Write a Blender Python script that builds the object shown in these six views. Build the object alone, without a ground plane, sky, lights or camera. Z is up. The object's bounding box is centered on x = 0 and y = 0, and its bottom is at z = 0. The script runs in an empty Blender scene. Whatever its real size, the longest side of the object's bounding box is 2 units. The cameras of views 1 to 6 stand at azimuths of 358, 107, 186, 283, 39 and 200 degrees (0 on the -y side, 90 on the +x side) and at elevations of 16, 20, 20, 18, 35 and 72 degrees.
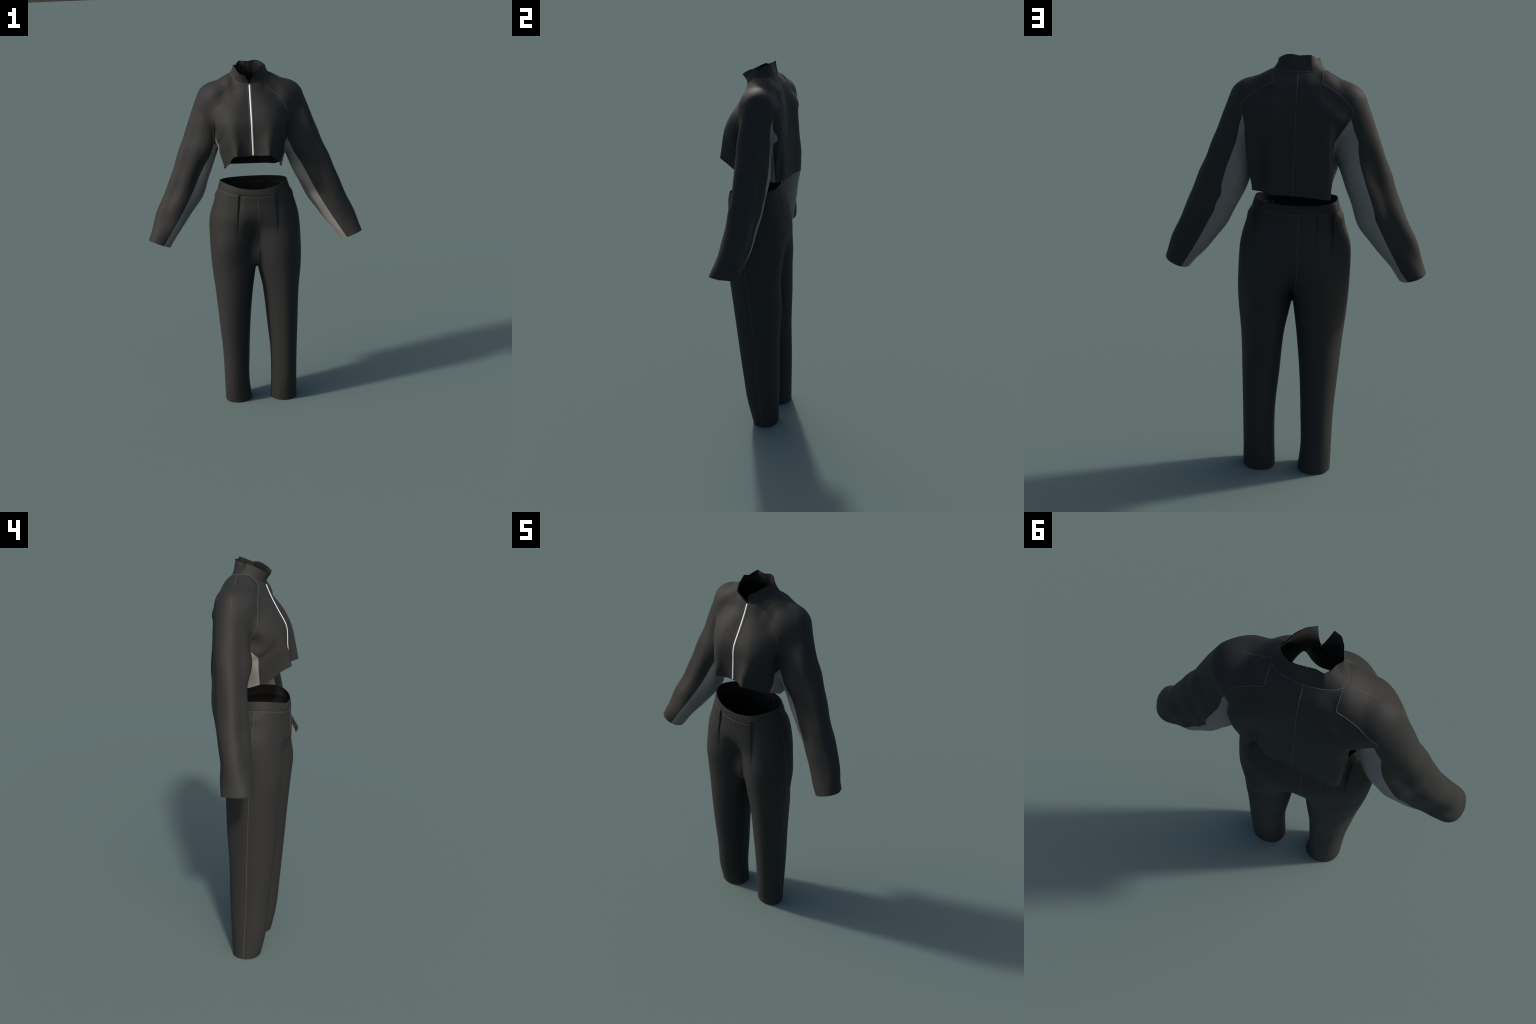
"""Women's two-piece suit: a cropped raglan zip jacket hanging over pleated trousers.
The cloth surfaces are implicit bodies (lofted oval sections, smoothly joined), meshed
here, trimmed along hems and split along the sewing seams into their panels."""
import bpy, math
import numpy as np
from mathutils import Vector

CLOTH = 0.0024          # cloth thickness

# ------------------------------------------------------------------ helpers
def sstep(a, b, x):
    t = np.clip((x - a) / (b - a), 0, 1)
    return t * t * (3 - 2 * t)

def gauss(x, c, w):
    return np.exp(-((x - c) / w) ** 2)

def loft(zs, rows):
    """smooth interpolation of rows of section parameters along zs"""
    zs = np.array(zs, float); V = np.array(rows, float)
    m = np.gradient(V, zs, axis=0)
    def f(z):
        z = np.clip(z, zs[0], zs[-1])
        i = np.clip(np.searchsorted(zs, z) - 1, 0, len(zs) - 2)
        h = zs[i + 1] - zs[i]; t = (z - zs[i]) / h
        a = 2 * t ** 3 - 3 * t ** 2 + 1; b = 3 * t ** 2 - 2 * t ** 3
        c = (t ** 3 - 2 * t ** 2 + t) * h; d = (t ** 3 - t ** 2) * h
        return [V[i, k] * a + V[i + 1, k] * b + m[i, k] * c + m[i + 1, k] * d
                for k in range(V.shape[1])]
    return f

def oval(x, y, a, b, n):
    """approximate distance to a superellipse of half axes a, b"""
    rho = ((np.abs(x) / a) ** n + (np.abs(y) / b) ** n) ** (1.0 / n) + 1e-9
    r = np.sqrt(x * x + y * y) + 1e-9
    d = r * (1 - 1 / rho)
    return np.where(rho < 0.35, (rho - 1) * np.minimum(a, b), d)

def smin(a, b, k):
    h = np.maximum(k - np.abs(a - b), 0) / k
    return np.minimum(a, b) - h * h * k * 0.25

# ------------------------------------------------------------------ radial lofts
def around(T, ph):
    """smooth periodic interpolation of radii T (rows, K) at angles ph"""
    K = T.shape[1]
    x = (ph / (2 * np.pi) * K) % K; i = np.floor(x).astype(int); t = x - i
    p0, p1, p2, p3 = (T[:, (i + k) % K] for k in (-1, 0, 1, 2))
    return p1 + .5 * t * (p2 - p0 + t * (2 * p0 - 5 * p1 + 4 * p2 - p3 + t * (3 * (p1 - p2) + p3 - p0)))

class Loft:
    """stack of sections, each given by radii about a centre line"""
    NA = 256
    def __init__(self, ts, radii, n=200):
        ph = np.arange(self.NA) * 2 * np.pi / self.NA
        rows = around(np.array(radii, float), ph) if not callable(radii) else radii(ph)
        self.t0, self.t1, self.n = ts[0], ts[-1], n
        tq = np.linspace(ts[0], ts[-1], n)
        self.tab = np.stack(loft(ts, rows)(tq), 1)
        dr = (np.roll(self.tab, -1, 1) - np.roll(self.tab, 1, 1)) / (4 * np.pi / self.NA)
        self.cos = 1 / np.sqrt(1 + (dr / self.tab) ** 2)
        for _ in range(6):
            self.cos = (np.roll(self.cos, 1, 1) + np.roll(self.cos, -1, 1) + 2 * self.cos) / 4
    def __call__(self, u, v, t):
        rho = np.sqrt(u * u + v * v)
        a = (np.arctan2(v, u) / (2 * np.pi) * self.NA) % self.NA
        i = np.floor(a).astype(np.int64); fa = a - i; i %= self.NA; i1 = (i + 1) % self.NA
        q = np.clip((t - self.t0) / (self.t1 - self.t0), 0, 1) * (self.n - 1)
        k = np.minimum(np.floor(q).astype(np.int64), self.n - 2); fq = q - k
        def g(A):
            return ((A[k, i] * (1 - fa) + A[k, i1] * fa) * (1 - fq) + (A[k + 1, i] * (1 - fa) + A[k + 1, i1] * fa) * fq)
        return (rho - g(self.tab)) * g(self.cos)

def section(pts, cx, cy, soft=3):
    """radius function of a closed outline given by a few (x, y) points"""
    P = np.array(pts, float)
    # rounded: corner-cut the control polygon
    for _ in range(soft):
        Q = np.roll(P, -1, 0)
        P = np.stack([.75 * P + .25 * Q, .25 * P + .75 * Q], 1).reshape(-1, 2)
    a = np.arctan2(P[:, 1] - cy, P[:, 0] - cx) % (2 * np.pi); r = np.hypot(P[:, 0] - cx, P[:, 1] - cy)
    o = np.argsort(a); a, r = a[o], r[o]
    a = np.concatenate([a - 2 * np.pi, a, a + 2 * np.pi]); r = np.tile(r, 3)
    return lambda ph: np.interp(ph, a, r)

# ------------------------------------------------------------------ jacket body
def mirror(right):
    """right half outline from centre front to centre back -> whole outline"""
    return right + [(-x, y) for x, y in right[::-1] if abs(x) > 1e-6]

def both(right, left):
    return right + left[::-1]

T_HEM = both([(0, -.150), (.03, -.152), (.06, -.168), (.088, -.192), (.102, -.176), (.111, -.153), (.129, -.094), (.148, -.045),
              (.166, .0), (.172, .06), (.178, .12), (.185, .154), (.166, .152), (.140, .132), (.120, .144), (.100, .166), (0, .170)],
             [(-.03, -.152), (-.06, -.168), (-.088, -.192), (-.102, -.172), (-.111, -.125), (-.130, -.090), (-.159, -.045),
              (-.160, .0), (-.158, .06), (-.160, .12), (-.166, .182), (-.150, .191), (-.110, .189), (-.072, .179)])
T_LOW = both([(0, -.150), (.03, -.151), (.06, -.166), (.088, -.190), (.104, -.172), (.125, -.130), (.155, -.080), (.180, -.045),
              (.190, .0), (.191, .06), (.196, .12), (.201, .156), (.180, .162), (.160, .154), (.139, .136), (.120, .150), (.098, .168), (0, .168)],
             [(-.03, -.151), (-.06, -.166), (-.088, -.190), (-.104, -.170), (-.122, -.130), (-.150, -.085), (-.184, -.042),
              (-.184, .0), (-.174, .06), (-.168, .12), (-.169, .184), (-.150, .194), (-.110, .190), (-.070, .177)])
T_BUST = both([(0, -.145), (.05, -.153), (.090, -.170), (.12, -.158), (.16, -.115), (.192, -.065), (.201, -.03), (.206, .03),
               (.209, .09), (.212, .140), (.209, .168), (.184, .178), (.162, .170), (.140, .154), (.116, .164), (.08, .166), (0, .165)],
              [(-.05, -.152), (-.090, -.168), (-.12, -.155), (-.155, -.115), (-.190, -.065), (-.201, -.03), (-.197, .03),
               (-.175, .09), (-.164, .145), (-.162, .178), (-.145, .186), (-.12, .185), (-.07, .175)])
T_CHEST = both([(0, -.138), (.05, -.144), (.09, -.146), (.13, -.132), (.17, -.100), (.20, -.062), (.211, -.02), (.215, .05),
                (.216, .10), (.216, .168), (.194, .182), (.16, .183), (.135, .176), (.11, .180), (.07, .170), (0, .161)],
               [(-.05, -.144), (-.09, -.146), (-.13, -.132), (-.17, -.100), (-.20, -.062), (-.211, -.02), (-.208, .05),
                (-.192, .09), (-.176, .125), (-.163, .172), (-.14, .182), (-.11, .182), (-.06, .170)])
T_ARM = mirror([(0, -.106), (.05, -.113), (.09, -.114), (.13, -.099), (.17, -.068), (.197, -.04), (.210, .0), (.214, .05),
                (.213, .10), (.208, .150), (.185, .172), (.14, .180), (.10, .178), (.05, .165), (0, .157)])
T_SCAP = mirror([(0, -.079), (.05, -.084), (.09, -.075), (.13, -.052), (.17, -.025), (.185, .0), (.190, .05),
                 (.188, .10), (.17, .148), (.14, .165), (.10, .172), (.05, .162), (0, .155)])
T_SHO = mirror([(0, -.062), (.05, -.058), (.09, -.040), (.12, -.015), (.133, .04), (.13, .10), (.11, .145), (.08, .156), (0, .149)])
T_NECK = mirror([(0, -.045), (.05, -.041), (.085, -.024), (.104, .02), (.110, .06), (.110, .10), (.098, .134), (.06, .141), (0, .137)])
T_NEC2 = mirror([(0, -.030), (.05, -.024), (.088, -.004), (.104, .036), (.108, .07), (.097, .098), (.06, .116), (0, .118)])
T_NEC3 = mirror([(0, -.004), (.04, .000), (.066, .014), (.080, .04), (.082, .066), (.074, .082), (.05, .090), (0, .093)])
TZ = [1.34, 1.42, 1.51, 1.60, 1.69, 1.75, 1.80, 1.84, 1.88, 1.915, 1.95, 2.02]
TC = [-.08, -.08, -.08, -.07, -.04, .0, .03, .045, .045, .045, .045, .045]
_ts = [T_HEM, T_HEM, T_LOW, T_BUST, T_CHEST, T_ARM, T_SCAP, T_SHO, T_NECK, T_NEC2, T_NEC3, T_NEC3]
TORSO_C = loft(TZ, [[c] for c in TC])
TORSO = Loft(TZ, lambda ph: np.array([section(s, 0, c, 2)(ph) for s, c in zip(_ts, TC)]))

def torso(x, y, z):
    d = TORSO(x, y - TORSO_C(z)[0], z)
    ax = np.abs(x)
    fr = sstep(.02, -.04, y)
    # slanting drag folds on the front sides and the nick under the arm
    d = d + fr * .006 * gauss(ax + .5 * (z - 1.55), .185, .016) * gauss(z, 1.56, .07)
    d = d + .020 * gauss(ax, .205, .03) * gauss(y, -.03, .035) * gauss(z, 1.635, .032)
    # the side panel is sucked in between front and back
    d = d + .014 * sstep(.11, .16, ax) * gauss(y, .080, .042) * (1 - sstep(1.55, 1.68, z))
    return d

YOKE = loft([.05, .111, .150, .186, .24, .30, .36],
  # ridge height, centre y, half depth
  [[1.890, .055, .060], [1.931, .055, .086], [1.914, .058, .087], [1.890, .055, .088],
   [1.863, .055, .082], [1.815, .050, .080], [1.76, .050, .07]])

def yoke(ax, y, z):
    zt, yc, a = YOKE(ax)
    b = .12
    d = oval(y - yc, z - (zt - b), a, b, 2.5) * .86
    e = np.maximum(ax - .185, 0) * .95                  # rounded off towards the arm
    d = np.sqrt(np.maximum(d + .085, 0) ** 2 + e ** 2) - .085
    return np.maximum(d, .055 - ax)

ARM_A = np.array([.21, .05, 1.80]); ARM_B = np.array([.548, -.045, 1.015])
ARM_T = [0, .15, .3, .45, .6, .8, 1.0]
# centre line shift (outward, forward) and radii round the sleeve, from the front over the outside to the back
ARM_CP = loft(ARM_T, [[0, -.006], [-.016, -.004], [-.032, -.018], [-.0375, -.04], [-.034, -.051], [-.0188, -.043], [0, -.0145]])
ARM_CN = loft(ARM_T, [[0, -.019], [-.012, -.032], [-.027, -.042], [-.033, -.0505], [-.036, -.0508], [-.019, -.0302], [-.003, -.0195]])
ARM_POS = Loft(ARM_T, [[0.0725, 0.0700, 0.0820, 0.0870, 0.089, 0.0864, 0.0946, 0.1066, 0.1052, 0.089],
 [0.0610, 0.0650, 0.0894, 0.0981, 0.0900, 0.1000, 0.100, 0.1014, 0.0980, 0.0720],
 [0.0670, 0.0735, 0.1002, 0.1086, 0.0930, 0.1080, 0.1180, 0.1100, 0.1060, 0.0780],
 [0.0695, 0.086, 0.1101, 0.1005, 0.0800, 0.0860, 0.1000, 0.1110, 0.1015, 0.0642],
 [0.0772, 0.0874, 0.1074, 0.0931, 0.0664, 0.0598, 0.0906, 0.1069, 0.0919, 0.0783],
 [0.0727, 0.0765, 0.0893, 0.0853, 0.0669, 0.0614, 0.0826, 0.0892, 0.084, 0.0791],
 [0.0729, 0.0683, 0.0617, 0.0656, 0.0729, 0.0712, 0.0678, 0.0645, 0.0653, 0.0704]])
ARM_NEG = Loft(ARM_T, [[0.0824, 0.0740, 0.0830, 0.0850, 0.0804, 0.0716, 0.0851, 0.1064, 0.1128, 0.0999],
 [0.0810, 0.0780, 0.0910, 0.0940, 0.082, 0.0729, 0.0802, 0.1027, 0.1080, 0.0930],
 [0.0880, 0.084, 0.1010, 0.1000, 0.079, 0.0840, 0.0980, 0.1032, 0.1080, 0.1010],
 [0.0848, 0.087, 0.1050, 0.0950, 0.075, 0.0850, 0.1040, 0.1041, 0.0975, 0.0739],
 [0.0839, 0.082, 0.1060, 0.0930, 0.068, 0.0770, 0.1000, 0.1058, 0.097, 0.083],
 [0.071, 0.0725, 0.0864, 0.087, 0.0725, 0.0721, 0.0896, 0.088, 0.0852, 0.0773],
 [0.0712, 0.066, 0.0616, 0.0669, 0.0744, 0.073, 0.0678, 0.0623, 0.0663, 0.0729]])

def arm_frame(sg):
    A = ARM_A * [sg, 1, 1]; B = ARM_B * [sg, 1, 1]
    L = np.linalg.norm(B - A); d = (B - A) / L
    o = np.array([sg, 0, 0.]); o = o - d * (o @ d); o /= np.linalg.norm(o)
    f = np.cross(d, o); f *= -np.sign(f[1])
    return A, d, o, f, L

def sleeve(x, y, z, sg):
    A, d, o, f, L = arm_frame(sg)
    px, py, pz = x - A[0], y - A[1], z - A[2]
    s = px * d[0] + py * d[1] + pz * d[2]
    t = s / L
    do, df = (ARM_CP if sg > 0 else ARM_CN)(t)
    u = px * f[0] + py * f[1] + pz * f[2] - df
    v = px * o[0] + py * o[1] + pz * o[2] - do
    ph = np.arctan2(v, u)
    k = 0.0 if sg > 0 else 1.3
    # slack lengthwise folds
    env = sstep(.1, .3, t)
    wob = env * (  .0024 * np.sin(14 * t + 3 * ph + k) + .0014 * np.sin(31 * t - 2 * ph + k))
    dd = (ARM_POS if sg > 0 else ARM_NEG)(u, v, t) + wob
    # rounded upper end under the shoulder
    up = np.maximum(-s, 0)
    q = np.sqrt(np.maximum(dd + .085, 0) ** 2 + up ** 2) - .085
    return np.where(up > 0, q, dd)

def jacket_field(x, y, z):
    ax = np.abs(x)
    F = smin(torso(x, y, z), yoke(ax, y, z), .034)
    S = np.where(x > 0, sleeve(x, y, z, 1), sleeve(x, y, z, -1))
    return smin(F, S, .014 + .034 * sstep(1.69, 1.80, z))

# ------------------------------------------------------------------ trousers body
LEG_Z = [0.0, .12, .3, .5, .7, .86, 1.0, 1.12, 1.30]
def leg_loft(rows):
    """rows: centre x, centre y, then radii from the outside over the back to the inside and front"""
    thigh = (np.array(ring(.131, .152)) * [1, 1, 1, 1, 1, 1, .95, .95, 1, 1]).tolist()
    up = [[.127, .002] + thigh, [.121, .001] + ring(.131, .147), [.10, -.008] + ring(.115, .135)]
    R = np.array(rows + up)
    return loft(LEG_Z, R[:, :2]), Loft(LEG_Z, R[:, 2:])
def ring(a, b, n=2.15, k=10):
    ph = np.arange(k) * 2 * np.pi / k
    return (((np.abs(np.cos(ph)) / a) ** n + (np.abs(np.sin(ph)) / b) ** n) ** (-1 / n)).tolist()
LEG_POS = leg_loft([[0.1336, 0.0459, 0.0778, 0.0755, 0.0706, 0.0713, 0.0782, 0.0776, 0.0726, 0.0689, 0.0711, 0.0773],
 [0.1392, 0.0347, 0.0740, 0.0798, 0.0868, 0.0887, 0.0853, 0.0758, 0.0734, 0.0815, 0.0862, 0.0796],
 [0.1439, 0.0255, 0.0750, 0.0839, 0.0999, 0.1034, 0.0902, 0.0781, 0.0789, 0.0920, 0.0978, 0.0836],
 [0.1415, 0.0174, 0.0866, 0.0928, 0.1088, 0.1143, 0.1017, 0.0908, 0.0905, 0.1031, 0.1113, 0.0970],
 [0.1369, 0.0120, 0.1014, 0.1043, 0.1240, 0.1335, 0.1180, 0.1021, 0.1037, 0.1172, 0.1268, 0.1133],
 [0.1323, -0.0002, 0.1241, 0.1293, 0.1385, 0.1390, 0.1285, 0.1255, 0.1240, 0.1275, 0.1332, 0.1297]])
LEG_NEG = leg_loft([[0.1361, 0.0455, 0.0786, 0.0772, 0.0733, 0.0746, 0.0801, 0.0779, 0.0751, 0.0723, 0.0740, 0.0786],
 [0.1417, 0.0326, 0.0731, 0.0786, 0.0864, 0.0891, 0.0834, 0.0726, 0.0750, 0.0847, 0.0885, 0.0804],
 [0.1397, 0.0230, 0.0763, 0.0842, 0.0994, 0.1030, 0.0901, 0.0774, 0.0802, 0.0935, 0.0977, 0.0845],
 [0.1388, 0.0115, 0.0889, 0.0961, 0.1113, 0.1144, 0.1020, 0.0899, 0.0925, 0.1059, 0.1113, 0.0979],
 [0.1338, 0.0043, 0.1068, 0.1116, 0.1270, 0.1315, 0.1175, 0.1067, 0.1116, 0.1226, 0.1256, 0.1139],
 [0.1289, -0.0008, 0.1251, 0.1298, 0.1385, 0.1390, 0.1285, 0.1255, 0.1245, 0.1275, 0.1328, 0.1301]])
HIPS = loft([.95, 1.05, 1.15, 1.23, 1.30, 1.36, 1.42],
   [[-.0036, -.002, .258, .155], [-.0043, .0027, .2597, .1610], [-.0028, .0006, .2517, .1620], [.0003, -.005, .2281, .1512],
    [-.0002, -.0139, .2025, .1417], [-.0002, -.0214, .1856, .1258], [-.0002, -.0284, .168, .110]])

def center_x(y):                       # the trousers sit slightly twisted
    return -.16 * (y + .02)

def waist_seam(x, y):
    front = np.interp(x, [-.20, -.17, -.135, -.10, -.065, 0, .035, .085, .13, .17, .20],
                      [1.313, 1.307, 1.298, 1.290, 1.281, 1.276, 1.275, 1.279, 1.288, 1.299, 1.305])
    k = sstep(-.03, .03, y)
    return front * (1 - k) + 1.308 * k

def waist_rim(x, y):
    front = np.interp(x, [-.185, -.165, -.135, -.10, -.07, -.03, .02, .05, .10, .135, .16, .185],
                      [1.358, 1.354, 1.345, 1.335, 1.327, 1.322, 1.3195, 1.321, 1.327, 1.335, 1.344, 1.353])
    k = sstep(-.03, .03, y)
    return front * (1 - k) + np.interp(y, [.02, .05, .12], [1.353, 1.352, 1.348]) * k

def pleat(x, z, xc, out, top, bot, depth, width):
    """a pressed pleat: a valley that rises to a crest on its outer side"""
    s = (x - xc) * out
    fade = sstep(bot, top - .015, z) * (1 - sstep(top + .002, top + .012, z))
    v = np.where(s < 0, np.exp(s / width), np.exp(-(s / .004) ** 2))
    lift = .5 * np.where(s > 0, s / .016 * np.exp(-s / .016), 0)
    return fade * depth * (v - lift)

def trousers_field(x, y, z):
    def leg(L, sg):
        cx, cy = L[0](z)
        return L[1](sg * x - cx, y - cy, z)
    tw = sstep(.80, 1.0, z) * (1 - sstep(1.18, 1.34, z))
    y = y - .045 * x * tw * sstep(-.03, .08, y)                                # seat and lap turned a little on the body
    legs = smin(leg(LEG_POS, 1), leg(LEG_NEG, -1), .012 + .03 * sstep(.84, .94, z) * sstep(.02, -.05, y))
    h = HIPS(z)
    hip = oval(x - h[0], y - h[1], h[2], h[3], 2.2)
    kb = sstep(-.02, .06, y)
    w = sstep(.97, 1.22, z) * (1 - kb) + sstep(.90, 1.12, z) * kb
    F = legs * (1 - w) + hip * w
    F = F + .012 * gauss(x, .215, .06) * gauss(y, .085, .06) * sstep(.70, .88, z) * (1 - sstep(1.15, 1.3, z))
    F = smin(F, (np.sqrt((x / .030) ** 2 + ((y + .054) / .044) ** 2 + ((z - .945) / .076) ** 2) - 1) * .03, .035)
    F = F + .014 * gauss(x, .005, .11) * gauss(z, 1.085, .06) * sstep(-.03, -.08, y)
    fr = sstep(-.03, -.08, y); bk = sstep(.03, .08, y)
    slope = .10 * (1.28 - z)
    F = F + fr * pleat(x, z, -.080 - slope, -1, 1.283, 1.02, .009, .019)
    F = F + fr * pleat(x, z, .122 + .3 * slope, -1, 1.289, .98, .0075, .022)
    F = F + bk * pleat(x, z, -.105, -1, 1.305, 1.08, .006, .016)
    F = F + bk * pleat(x, z, .062, 1, 1.305, 1.08, .006, .016)
    F = F + bk * pleat(x, z, -.172 - .25 * slope, -1, 1.305, 1.05, .013, .022)
    F = F + bk * pleat(x, z, .172 + .25 * slope, 1, 1.305, 1.05, .009, .022)
    # a shallow crease where the waistband is sewn on
    sm = z - waist_seam(x, y)
    F = F + .0012 * np.exp(-(sm / .003) ** 2) - .0010 * sstep(0, .01, sm) * (1 - sstep(.028, .05, sm))
    # pocket mouths gape at the side seams
    F = F - .008 * gauss(np.abs(x), .21, .03) * gauss(z, 1.277, .022) * gauss(y, -.005, .05)
    return F

# ------------------------------------------------------------------ meshing
def surface_net(field, lo, hi, h):
    ax = [np.arange(l, u + h, h) for l, u in zip(lo, hi)]
    nx, ny, nz = (len(a) for a in ax)
    D = np.empty((nx, ny, nz), np.float32)
    step = 40
    for i in range(0, nx, step):
        X, Y, Z = np.meshgrid(ax[0][i:i + step], ax[1], ax[2], indexing='ij')
        D[i:i + step] = field(X, Y, Z)
    S = D < 0
    cnt = np.zeros((nx - 1, ny - 1, nz - 1), np.int8)
    for a in (0, 1):
        for b in (0, 1):
            for c in (0, 1):
                cnt += S[a:nx - 1 + a, b:ny - 1 + b, c:nz - 1 + c]
    act = (cnt > 0) & (cnt < 8)
    idx = np.full(act.shape, -1, np.int64)
    cells = np.argwhere(act); idx[act] = np.arange(len(cells))
    P = np.zeros((len(cells), 3)); W = np.zeros(len(cells))
    corners = [(a, b, c) for a in (0, 1) for b in (0, 1) for c in (0, 1)]
    for p in corners:
        for k in range(3):
            if p[k]: continue
            q = list(p); q[k] = 1
            da = D[tuple((cells + p).T)]; db = D[tuple((cells + q).T)]
            m = (da < 0) != (db < 0)
            t = np.where(m, da / np.where(m, da - db, 1), 0)
            pt = cells + np.array(p, float); pt[:, k] += t
            P[m] += pt[m]; W[m] += 1
    V = P / W[:, None] * h + np.array(lo)
    F = []
    for k in range(3):
        u, w = [(1, 2), (2, 0), (0, 1)][k]
        sl0 = [slice(None)] * 3; sl1 = [slice(None)] * 3
        sl0[k] = slice(0, -1); sl1[k] = slice(1, None)
        cr = S[tuple(sl0)] != S[tuple(sl1)]
        e = np.argwhere(cr)
        e = e[(e[:, u] > 0) & (e[:, w] > 0) & (e[:, u] < D.shape[u] - 1) & (e[:, w] < D.shape[w] - 1)]
        du = np.zeros(3, int); du[u] = 1; dw = np.zeros(3, int); dw[w] = 1
        g = lambda q: idx[tuple(q.T)]
        quad = np.stack([g(e - du - dw), g(e - dw), g(e), g(e - du)], 1)
        ins = S[tuple(e.T)]
        quad[~ins] = quad[~ins][:, ::-1]
        F.append(quad)
    return V, np.concatenate(F)

def gradient(field, V, e=1e-3):
    g = np.empty_like(V)
    for k in range(3):
        d = np.zeros(3); d[k] = e
        g[:, k] = (field(*(V + d).T) - field(*(V - d).T)) / (2 * e)
    return g

def settle(field, V, it=4):
    for _ in range(it):
        g = gradient(field, V)
        f = field(*V.T)
        V = V - g * np.clip(f / np.maximum((g * g).sum(1), .25), -.004, .004)[:, None]
    return V

def normals(field, V):
    g = gradient(field, V, 2.5e-3)
    return g / np.maximum(np.linalg.norm(g, axis=1), 1e-9)[:, None]

def split(V, T, tags, fn):
    """cut the triangles along fn = 0; appends the side (bool) to every triangle's tags"""
    f = fn(V); f = np.where(np.abs(f) < 1e-7, 1e-7, f)
    s = f[T] > 0
    k = s.sum(1)
    same = (k == 0) | (k == 3)
    mix = np.where(~same)[0]
    keepT = T[same]; keepG = np.concatenate([tags[same], s[same][:, :1]], 1)
    if len(mix) == 0:
        return V, keepT, keepG
    M = T[mix]; sm = s[mix]
    lone_val = (sm.sum(1) == 1)
    lone = np.argmax(sm == lone_val[:, None], axis=1)
    r = np.arange(len(M))
    a = M[r, lone]; b = M[r, (lone + 1) % 3]; c = M[r, (lone + 2) % 3]
    E = np.concatenate([np.stack([a, b], 1), np.stack([a, c], 1)])
    E = np.sort(E, 1)
    U, inv = np.unique(E, axis=0, return_inverse=True)
    inv = inv.ravel()
    t = f[U[:, 0]] / (f[U[:, 0]] - f[U[:, 1]])
    t = np.clip(t, .02, .98)
    NV = V[U[:, 0]] + (V[U[:, 1]] - V[U[:, 0]]) * t[:, None]
    ab = inv[:len(M)] + len(V); ac = inv[len(M):] + len(V)
    nt = np.concatenate([np.stack([a, ab, ac], 1), np.stack([ab, b, c], 1), np.stack([ab, c, ac], 1)])
    g = tags[mix]
    ng = np.concatenate([np.concatenate([g, lone_val[:, None]], 1),
                         np.concatenate([g, ~lone_val[:, None]], 1),
                         np.concatenate([g, ~lone_val[:, None]], 1)])
    return np.concatenate([V, NV]), np.concatenate([keepT, nt]), np.concatenate([keepG, ng])

def edge_table(T):
    E = np.sort(np.concatenate([T[:, [0, 1]], T[:, [1, 2]], T[:, [2, 0]]]), 1)
    own = np.tile(np.arange(len(T)), 3)
    o = np.lexsort((E[:, 1], E[:, 0])); E = E[o]; own = own[o]
    return E, own

def chains(edges):
    """join loose edges into polylines of vertex indices"""
    nb = {}
    for a, b in edges:
        nb.setdefault(int(a), []).append(int(b)); nb.setdefault(int(b), []).append(int(a))
    seen = set(); out = []
    def walk(s):
        line = [s]; cur = s
        while True:
            for n in nb[cur]:
                k = (min(cur, n), max(cur, n))
                if k not in seen:
                    seen.add(k); line.append(n); cur = n
                    break
            else:
                return line
            if len(nb[cur]) != 2:
                return line
    for s in [v for v in nb if len(nb[v]) != 2]:
        while any((min(s, n), max(s, n)) not in seen for n in nb[s]):
            out.append(walk(s))
    for s in nb:
        if any((min(s, n), max(s, n)) not in seen for n in nb[s]):
            out.append(walk(s))
    return out

# ------------------------------------------------------------------ materials
def cloth_material(name, col, rough, spec, sheen=0.0):
    m = bpy.data.materials.new(name); m.use_nodes = True
    nt = m.node_tree; N = nt.nodes; L = nt.links
    b = N['Principled BSDF']
    tc = N.new('ShaderNodeTexCoord')
    no = N.new('ShaderNodeTexNoise'); no.inputs['Scale'].default_value = 420; no.inputs['Detail'].default_value = 3
    L.new(tc.outputs['Object'], no.inputs['Vector'])
    cr = N.new('ShaderNodeValToRGB')
    cr.color_ramp.elements[0].position = .3; cr.color_ramp.elements[1].position = .7
    cr.color_ramp.elements[0].color = (*[c * .93 for c in col], 1)
    cr.color_ramp.elements[1].color = (*[c * 1.07 for c in col], 1)
    L.new(no.outputs['Fac'], cr.inputs['Fac']); L.new(cr.outputs['Color'], b.inputs['Base Color'])
    bp = N.new('ShaderNodeBump'); bp.inputs['Strength'].default_value = .04; bp.inputs['Distance'].default_value = .0006
    L.new(no.outputs['Fac'], bp.inputs['Height']); L.new(bp.outputs['Normal'], b.inputs['Normal'])
    b.inputs['Roughness'].default_value = rough
    b.inputs['Specular IOR Level'].default_value = spec
    b.inputs['Sheen Weight'].default_value = sheen
    return m

MAT_DARK = cloth_material('charcoal_cloth', (.028, .0277, .0270), .64, .17)
MAT_GREY = cloth_material('grey_cloth', (.20, .194, .187), .55, .3)
MAT_SEAM = cloth_material('seam_thread', (.090, .088, .085), .7, .2)
MAT_ZIP = cloth_material('zip_white', (.80, .78, .76), .40, .5)

# ------------------------------------------------------------------ objects
COL = bpy.context.scene.collection

def empty(name, label, cat):
    o = bpy.data.objects.new(name, None); COL.objects.link(o)
    o['label'] = label; o['category'] = cat
    return o

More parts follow.
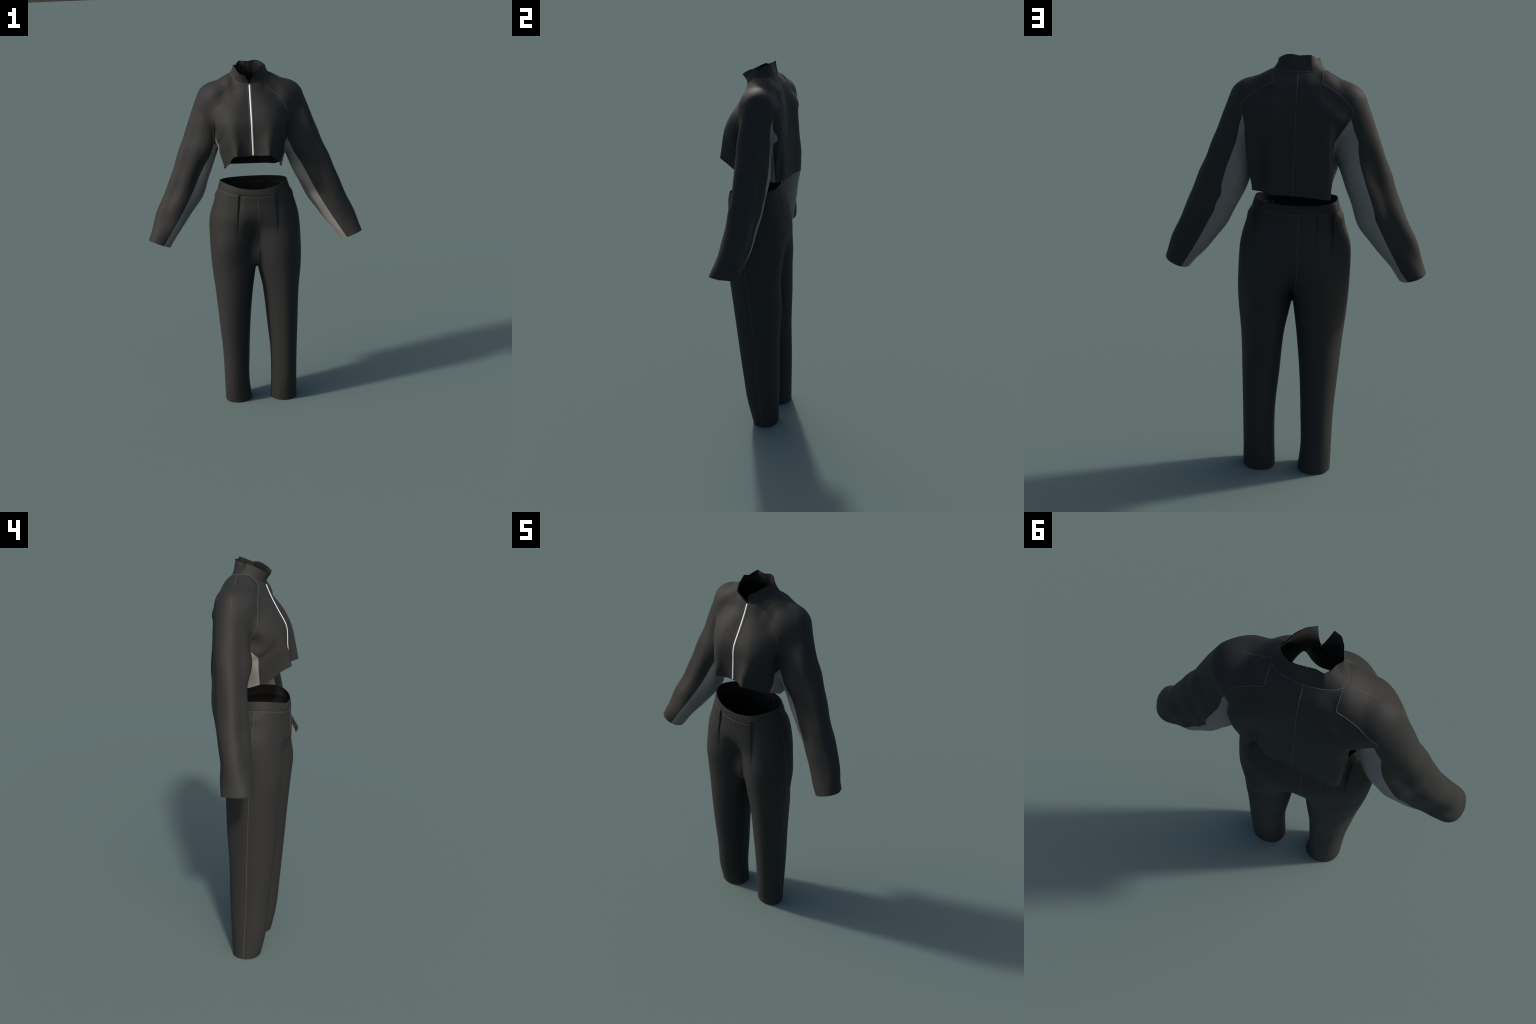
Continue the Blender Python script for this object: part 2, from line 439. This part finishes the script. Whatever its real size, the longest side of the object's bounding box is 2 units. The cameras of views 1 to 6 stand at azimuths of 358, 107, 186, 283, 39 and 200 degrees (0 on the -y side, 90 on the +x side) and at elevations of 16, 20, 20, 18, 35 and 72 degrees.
def mesh_obj(name, V, F, N, mat, parent):
    me = bpy.data.meshes.new(name)
    me.from_pydata(V.tolist(), [], [list(map(int, f)) for f in F])
    me.polygons.foreach_set('use_smooth', [True] * len(me.polygons))
    me.update()
    if N is not None:
        me.normals_split_custom_set_from_vertices(N.tolist())
    me.materials.append(mat)
    o = bpy.data.objects.new(name, me); COL.objects.link(o); o.parent = parent
    return o

def panel(name, V, N, T, open_edges, mat, parent):
    """a cloth panel: outer sheet, inner sheet and a wall along the free hem edges"""
    used = np.unique(T); mp = np.full(len(V), -1); mp[used] = np.arange(len(used))
    t = mp[T]; n = len(used)
    ov = V[used]; on = N[used]
    iv = ov - on * CLOTH
    e = np.concatenate([t[:, [0, 1]], t[:, [1, 2]], t[:, [2, 0]]])
    eo = used[e]
    key = np.sort(eo, 1); key = key[:, 0] * len(V) + key[:, 1]
    hem = e[np.isin(key, open_edges)]
    # hem wall gets vertices of its own so that its shading stays crisp
    hv = np.unique(hem); hm = np.full(n, -1); hm[hv] = np.arange(len(hv))
    k = len(hv)
    wall = np.concatenate([ov[hv], iv[hv]])
    dirs = np.zeros((n, 3))
    ed = ov[hem[:, 1]] - ov[hem[:, 0]]
    wn = np.cross(ed, on[hem[:, 0]])
    for c in range(2):
        np.add.at(dirs, hem[:, c], wn)
    wn = dirs[hv]; wn /= np.maximum(np.linalg.norm(wn, axis=1), 1e-9)[:, None]
    AV = np.concatenate([ov, iv, wall]); AN = np.concatenate([on, -on, wn, wn])
    faces = t.tolist() + (t[:, ::-1] + n).tolist()
    a = hm[hem[:, 0]] + 2 * n; b = hm[hem[:, 1]] + 2 * n
    faces += np.stack([b, a, a + k, b + k], 1).tolist()
    return mesh_obj(name, AV, faces, AN, mat, parent)

def smooth_line(P, it=3, closed=False):
    P = np.array(P, float)
    for _ in range(it):
        Q = P.copy()
        if closed:
            Q = (np.roll(P, 1, 0) + np.roll(P, -1, 0) + 2 * P) / 4
        elif len(P) > 2:
            Q[1:-1] = (P[:-2] + P[2:] + 2 * P[1:-1]) / 4
        P = Q
    return P

def resample(P, step):
    s = np.concatenate([[0], np.cumsum(np.linalg.norm(np.diff(P, axis=0), axis=1))])
    n = max(2, int(round(s[-1] / step)) + 1)
    q = np.linspace(0, s[-1], n)
    return np.stack([np.interp(q, s, P[:, k]) for k in range(3)], 1)

def cord(P, Nrm, r, flat=1.0, sides=6):
    """a thin round cord along polyline P with surface normals Nrm"""
    T = np.gradient(P, axis=0); T /= np.linalg.norm(T, axis=1)[:, None] + 1e-12
    B = np.cross(T, Nrm); B /= np.linalg.norm(B, axis=1)[:, None] + 1e-12
    U = np.cross(B, T)
    a = np.linspace(0, 2 * np.pi, sides, endpoint=False)
    ring = P[:, None] + r * (np.cos(a)[None, :, None] * B[:, None] + flat * np.sin(a)[None, :, None] * U[:, None])
    V = ring.reshape(-1, 3); F = []
    for i in range(len(P) - 1):
        for j in range(sides):
            k = (j + 1) % sides
            F.append([i * sides + j, i * sides + k, (i + 1) * sides + k, (i + 1) * sides + j])
    F.append(list(range(sides))[::-1]); F.append([(len(P) - 1) * sides + j for j in range(sides)])
    return V, F

def seams(name, lines, field, parent, r=.0011, mat=None):
    """lines of stitching laid on the cloth surface, one part"""
    VV, FF, o = [], [], 0
    for P in lines:
        if len(P) < 3: continue
        P = resample(np.array(P), .008)
        if field is not None:
            P = settle(field, P, 3); n = normals(field, P)
        else:
            n = np.tile([0, -1., 0], (len(P), 1))
        v, f = cord(P + n * r * .25, n, r)
        VV.append(v); FF += [[i + o for i in q] for q in f]; o += len(v)
    ob = mesh_obj(name, np.concatenate(VV), FF, None, mat or MAT_SEAM, parent)
    return ob

def build_body(field, lo, hi, h, cuts):
    V, Q = surface_net(field, lo, hi, h)
    V = settle(field, V)
    T = np.concatenate([Q[:, [0, 1, 2]], Q[:, [0, 2, 3]]])
    tags = np.zeros((len(T), 0), bool)
    for trim, fn in cuts:
        V, T, tags = split(V, T, tags, fn)
        if trim:
            k = tags[:, -1]; T = T[k]; tags = tags[k][:, :-1]
    N = normals(field, V)
    return V, N, T, tags

def border(T, lab):
    E, own = edge_table(T)
    same = (E[1:] == E[:-1]).all(1)
    i = np.where(same)[0]
    twin = np.zeros(len(E), bool); twin[i] = True; twin[i + 1] = True
    opened = E[~twin]
    a, b = lab[own[i]], lab[own[i + 1]]
    inner = [(E[j], min(p, q), max(p, q)) for j, p, q in zip(i[a != b], a[a != b], b[a != b])]
    return opened, inner

# ================================================================== JACKET
jacket = empty('cropped_jacket', 'black cropped raglan zip jacket with grey side gussets', 'jacket')

def mid_y(z):
    return np.interp(z, [.98, 1.2, 1.45, 1.6, 1.95], [-.035, -.005, .04, .045, .055])

def side_mix(V):
    m = mid_y(V[:, 2])
    return sstep(-.035, .035, V[:, 1] - m)

def below_vee(ax, z, pts):
    """signed: positive inside the wedge under an upturned V drawn in the front plane"""
    (x0, z0), (x1, z1) = pts[0], pts[-1]
    body = [p for p in pts]
    # inner bound: x at height z up the body side; outer bound: x down the arm
    tip = max(range(len(pts)), key=lambda i: pts[i][1])
    bz = [p[1] for p in pts[:tip + 1]]; bx = [p[0] for p in pts[:tip + 1]]
    az = [p[1] for p in pts[tip:]][::-1]; axx = [p[0] for p in pts[tip:]][::-1]
    zi = np.minimum(z, pts[tip][1])
    xi = np.interp(zi, bz, bx); xo = np.interp(zi, az, axx)
    inside = np.minimum(ax - xi, (xo - ax) * .9)
    return np.where(z > pts[tip][1], -(z - pts[tip][1]) - np.maximum(-inside, 0), inside)

VEE_FRONT = [(.150, 1.36), (.158, 1.433), (.183, 1.52), (.200, 1.55), (.208, 1.563), (.217, 1.532), (.233, 1.495),
             (.268, 1.440), (.301, 1.378), (.333, 1.310), (.365, 1.250), (.400, 1.190), (.437, 1.130), (.475, 1.071),
             (.513, 1.013), (.560, .94)]
VEE_BACK = {1: [(.170, 1.36), (.175, 1.42), (.196, 1.52), (.206, 1.60), (.211, 1.636), (.218, 1.70), (.226, 1.752), (.241, 1.70),
                (.247, 1.66), (.255, 1.623), (.296, 1.509), (.316, 1.436), (.319, 1.386), (.341, 1.347), (.353, 1.304), (.375, 1.264),
                (.416, 1.183), (.462, 1.100), (.490, 1.054), (.519, 1.003), (.56, .93)],
            -1: [(.158, 1.36), (.163, 1.42), (.165, 1.60), (.167, 1.643), (.187, 1.675), (.209, 1.711), (.231, 1.750), (.247, 1.699),
                 (.267, 1.655), (.270, 1.608), (.279, 1.559), (.295, 1.512), (.311, 1.464), (.330, 1.415), (.348, 1.363), (.361, 1.305),
                 (.413, 1.196), (.486, 1.055), (.525, .998), (.56, .94)]}

def gusset(V):
    ax, z = np.abs(V[:, 0]), V[:, 2]
    lam = side_mix(V)
    vee = (1 - lam) * below_vee(ax, z, VEE_FRONT) + lam * np.where(V[:, 0] > 0, below_vee(ax, z, VEE_BACK[1]), below_vee(ax, z, VEE_BACK[-1]))
    # on the body itself the gusset runs from the front edge to the back edge of the side
    x, y = V[:, 0], V[:, 1]
    side = np.minimum(np.minimum(y + .045, .142 - y), np.minimum(1.562 + .95 * (y + .05) - z, ax - np.where((x > 0) & (y > .07), .166, .12)))
    arm = np.where(x > 0, sleeve(x, y, z, 1), sleeve(x, y, z, -1))
    w = sstep(-.008, .008, arm - torso(x, y, z)) * (1 - lam * sstep(1.60, 1.65, z))
    return w * side + (1 - w) * vee

def raglan(V):
    ax, z = np.abs(V[:, 0]), V[:, 2]
    lam = side_mix(V)
    xf = np.interp(z, [1.30, 1.56, 1.65, 1.70, 1.763, 1.80, 1.834, 1.873, 1.878, 1.95],
                   [.208, .208, .209, .208, .193, .170, .133, .086, .084, .086])
    xb = np.interp(z, [1.30, 1.72, 1.749, 1.778, 1.815, 1.848, 1.870, 1.885, 1.889, 1.95],
                   [.232, .234, .228, .243, .214, .178, .140, .108, .105, .105])
    return ax - ((1 - lam) * xf + lam * xb)

NECK_PLAN = section(mirror([(0, -.044), (.035, -.041), (.066, -.028), (.085, -.011), (.103, .025), (.111, .062), (.105, .081), (.080, .095), (.045, .104), (0, .107)]), 0, .04, 1)

def neck_cut(V):
    x, y, z = V[:, 0], V[:, 1] - .04, V[:, 2]
    d = np.hypot(x, y) - NECK_PLAN(np.arctan2(y, x) % (2 * np.pi))
    return np.maximum(d, (1.84 - z) * 2)

def hem_cut(V):
    x, y, z = V.T; ax = np.abs(x)
    flank = np.interp(y, [-.20, -.166, -.140, -.115, -.090, -.070, -.045, .02, .09],
                      [1.514, 1.503, 1.489, 1.467, 1.449, 1.440, 1.433, 1.412, 1.409])
    flank = flank + .011 * sstep(.0, .1, x) * sstep(-.16, -.09, y) * (1 - sstep(-.02, .04, y))
    front = 1.506 + .004 * sstep(.03, .09, ax)
    l0 = sstep(.092, .104, ax)
    back = np.interp(x, [-.17, -.12, 0, .105, .13, .17], [1.404, 1.407, 1.409, 1.408, 1.408, 1.420])
    l2 = sstep(.07, .11, y)
    h = np.where(y < 0, (1 - l0) * front + l0 * flank, (1 - l2) * flank + l2 * back)
    arm = ax - np.interp(z, [.9, 1.30, 1.45, 1.55], [.19, .20, .205, .25])
    return np.maximum(z - h, arm)

def cuff_cut(V):
    x, y, z = V.T; ax = np.abs(x)
    s = (x < 0)
    c = .988 + .40 * (ax - .487) + .18 * np.maximum(-.03 - y, 0) - .004 * s
    return z - c

JV, JN, JT, JG = build_body(jacket_field, (-.69, -.27, .93), (.69, .26, 1.975), .0055,
    [(True, neck_cut), (True, hem_cut), (True, cuff_cut),
     (False, gusset), (False, raglan), (False, lambda V: V[:, 0] + .000)])

# drop loose crumbs and the leftover inner walls below the hem between body and sleeve
cen = JV[JT].mean(1)
front = cen[:, 1] < mid_y(cen[:, 2])
pos = JG[:, 2]
lab = np.where(JG[:, 0], 0, np.where(JG[:, 1], 2, np.where(front, 4, 6))) + pos
opened, inner = border(JT, lab)
okey = np.sort(opened, 1); okey = okey[:, 0] * len(JV) + okey[:, 1]
NAMES = {0: ('side_gusset', MAT_GREY), 2: ('sleeve', MAT_DARK), 4: ('front_panel', MAT_DARK), 6: ('back_panel', MAT_DARK)}
for k in range(8):
    sel = lab == k
    if sel.any():
        nm, mt = NAMES[k - k % 2]
        panel(nm, JV, JN, JT[sel], okey, mt, jacket)

# stitching along raglan seams and the centre back
sew = {}
for e, p, q in inner:
    pair = (p - p % 2, q - q % 2)
    if pair in ((2, 4), (2, 6)) or (pair == (6, 6)):
        sew.setdefault((p, q), []).append(e)
lines = []
for k, es in sew.items():
    for c in chains(es):
        if len(c) > 8:
            lines.append(smooth_line(JV[c], 2))
for sg in (-1, 1):                                    # shoulder darts
    lines.append(resample(np.array([[sg * .109, .066, 1.932], [sg * .15, .063, 1.908], [sg * .186, .060, 1.888],
                          [sg * .245, .056, 1.855], [sg * .300, .052, 1.813]]), .008))
for sg in (-1, 1):                                    # stitching beside the zip
    lines.append(np.array([[sg * .0095, -.1, z] for z in np.linspace(1.512, 1.874, 40)]) +
                 np.array([[0, np.interp(z, [1.5, 1.69, 1.875], [-.05, -.04, .058]), 0] for z in np.linspace(1.512, 1.874, 40)]))
seams('seam', lines, jacket_field, jacket)

# zip: a narrow raised white strip down the centre front
zz = np.linspace(1.509, 1.877, 90)
ZP = settle(jacket_field, np.stack([np.zeros(90), np.interp(zz, [1.5, 1.6, 1.69, 1.73, 1.78, 1.88],
            [-.15, -.146, -.137, -.12, -.09, -.044]), zz], 1), 4)
ZP[:, 0] = np.linspace(.003, 0, 90)
zn = normals(jacket_field, ZP)
v, f = cord(ZP + zn * .0006, zn, .0046, .42, 10)
mesh_obj('zipper', v, f, None, MAT_ZIP, jacket)

# ------------------------------------------------------------------ collar
neck = opened[(JV[opened].mean(1)[:, 2] > 1.86) & (np.abs(JV[opened].mean(1)[:, 0]) < .16)]
loops = sorted(chains(neck), key=len)
loop = smooth_line(JV[loops[-1][:-1]], 2, True)
az = np.arctan2(loop[:, 0], -(loop[:, 1] - .04))      # 0 at centre front, +x positive
loop = loop[np.argsort(az)]
half = {1: loop[loop[:, 0] >= 0], -1: loop[loop[:, 0] < 0][::-1]}
TOP = {1: [(.023, -.070, 1.937), (.050, -.046, 1.953), (.070, -.012, 1.970), (.077, .010, 1.975), (.093, .037, 1.972), (.080, .062, 1.984),
           (.055, .084, 1.997), (.030, .090, 2.000), (0.0, .084, 1.994)],
       -1: [(-.026, -.076, 1.931), (-.051, -.063, 1.938), (-.068, -.030, 1.956), (-.077, .002, 1.972), (-.085, .026, 1.981), (-.069, .043, 1.979),
            (-.062, .070, 1.989), (-.050, .090, 1.999), (-.025, .083, 1.996), (0.0, .084, 1.994)]}
base_lines = []
for sg in (1, -1):
    # front edge -> centre back, matched by share of length
    B = half[sg]
    B = np.concatenate([[[0.0, B[0, 1], B[0, 2]]], B, [[0.0, B[-1, 1], B[-1, 2]]]])
    nc, nr = 72, 14
    def share(P, n):
        P = np.array(P, float)
        s = np.concatenate([[0], np.cumsum(np.linalg.norm(np.diff(P, axis=0), axis=1))]); s /= s[-1]
        q = np.linspace(0, 1, n)
        return np.stack([np.interp(q, s, P[:, k]) for k in range(3)], 1)
    b = share(B, nc); t = smooth_line(share(TOP[sg], nc), 1)
    base_lines.append(b)
    out = b - np.array([0, .04, 0]); out[:, 2] = 0; out /= np.linalg.norm(out, axis=1)[:, None]
    G = np.zeros((nr, nc, 3))
    for i in range(nr):
        w = i / (nr - 1)
        G[i] = b * (1 - w) + t * w - out * (.004 * 4 * w * (1 - w) * (.7 + .3 * np.cos(np.linspace(0, 9, nc)))[:, None])
    du = np.gradient(G, axis=1); dv = np.gradient(G, axis=0)
    nrm = np.cross(du, dv); nrm /= np.linalg.norm(nrm, axis=2)[..., None] + 1e-12
    if (nrm * out[None]).sum() < 0: nrm = -nrm
    I = G - nrm * CLOTH
    n = nr * nc
    VV = np.concatenate([G.reshape(-1, 3), I.reshape(-1, 3)]); NN = np.concatenate([nrm.reshape(-1, 3), -nrm.reshape(-1, 3)])
    FF = []
    for i in range(nr - 1):
        for j in range(nc - 1):
            q = [i * nc + j, i * nc + j + 1, (i + 1) * nc + j + 1, (i + 1) * nc + j]
            if sg < 0: q = q[::-1]
            FF.append(q); FF.append([k + n for k in q[::-1]])
    # walls: top edge and front edge, with their own vertices
    rim = [(nr - 1) * nc + j for j in range(nc)][::-1] + [i * nc for i in range(nr)][::-1]
    o = len(VV)
    rv = VV[rim]; ri = VV[[k + n for k in rim]]
    VV = np.concatenate([VV, rv, ri]); m = len(rim)
    up = dv[-1] / np.linalg.norm(dv[-1], axis=1)[:, None]
    fr = -du[:, 0] / np.linalg.norm(du[:, 0], axis=1)[:, None]
    wn = np.concatenate([up[::-1], fr[::-1]])
    NN = np.concatenate([NN, wn, wn])
    for j in range(m - 1):
        if j == nc - 1: continue
        q = [o + j, o + j + 1, o + m + j + 1, o + m + j]
        FF.append(q if sg > 0 else q[::-1])
    mesh_obj('collar', VV, FF, NN, MAT_DARK, jacket)
VV, FF, o = [], [], 0
for b in base_lines + [np.array([[0, .106 - .022 * w - .0275 * w * (1 - w) + .0005, 1.931 + .063 * w] for w in np.linspace(0.02, .98, 12)])]:
    out = b - np.array([0, .04, 0]); out[:, 2] = 0; out /= np.linalg.norm(out, axis=1)[:, None]
    v, f = cord(b + out * .0006, out, .0011)
    VV.append(v); FF += [[i + o for i in q] for q in f]; o += len(v)
mesh_obj('seam', np.concatenate(VV), FF, None, MAT_SEAM, jacket)

# ================================================================== TROUSERS
trousers = empty('pleated_trousers', 'black high waisted tapered trousers with front pleats', 'trousers')

def side_seam_y(z):
    return np.interp(z, [0, .3, .6, .86, 1.1, 1.36], [.047, .028, .012, -.004, -.018, -.031])

TV, TN, TT, TG = build_body(trousers_field, (-.31, -.22, -.03), (.31, .22, 1.40), .0046,
    [(True, lambda V: V[:, 2] - .0012), (True, lambda V: waist_rim(V[:, 0], V[:, 1]) - V[:, 2]),
     (False, lambda V: V[:, 2] - waist_seam(V[:, 0], V[:, 1])),
     (False, lambda V: V[:, 0] - center_x(V[:, 1])),
     (False, lambda V: V[:, 1] - side_seam_y(V[:, 2]))])
tl = np.where(TG[:, 0], 8, TG[:, 1] * 1 + TG[:, 2] * 2)
opened, inner = border(TT, tl)
okey = np.sort(opened, 1); okey = okey[:, 0] * len(TV) + okey[:, 1]
for k in (0, 1, 2, 3, 8):
    sel = tl == k
    nm = 'waistband' if k == 8 else ('front_leg_panel' if k < 2 else 'back_leg_panel')
    panel(nm, TV, TN, TT[sel], okey, MAT_DARK, trousers)
sew = {}
for e, p, q in inner:
    key = 'w' if q == 8 else (p, q)
    sew.setdefault(key, []).append(e)
lines = []
for k, es in sew.items():
    for c in chains(es):
        if len(c) > 8:
            lines.append(smooth_line(TV[c], 2))
seams('seam', lines, trousers_field, trousers)
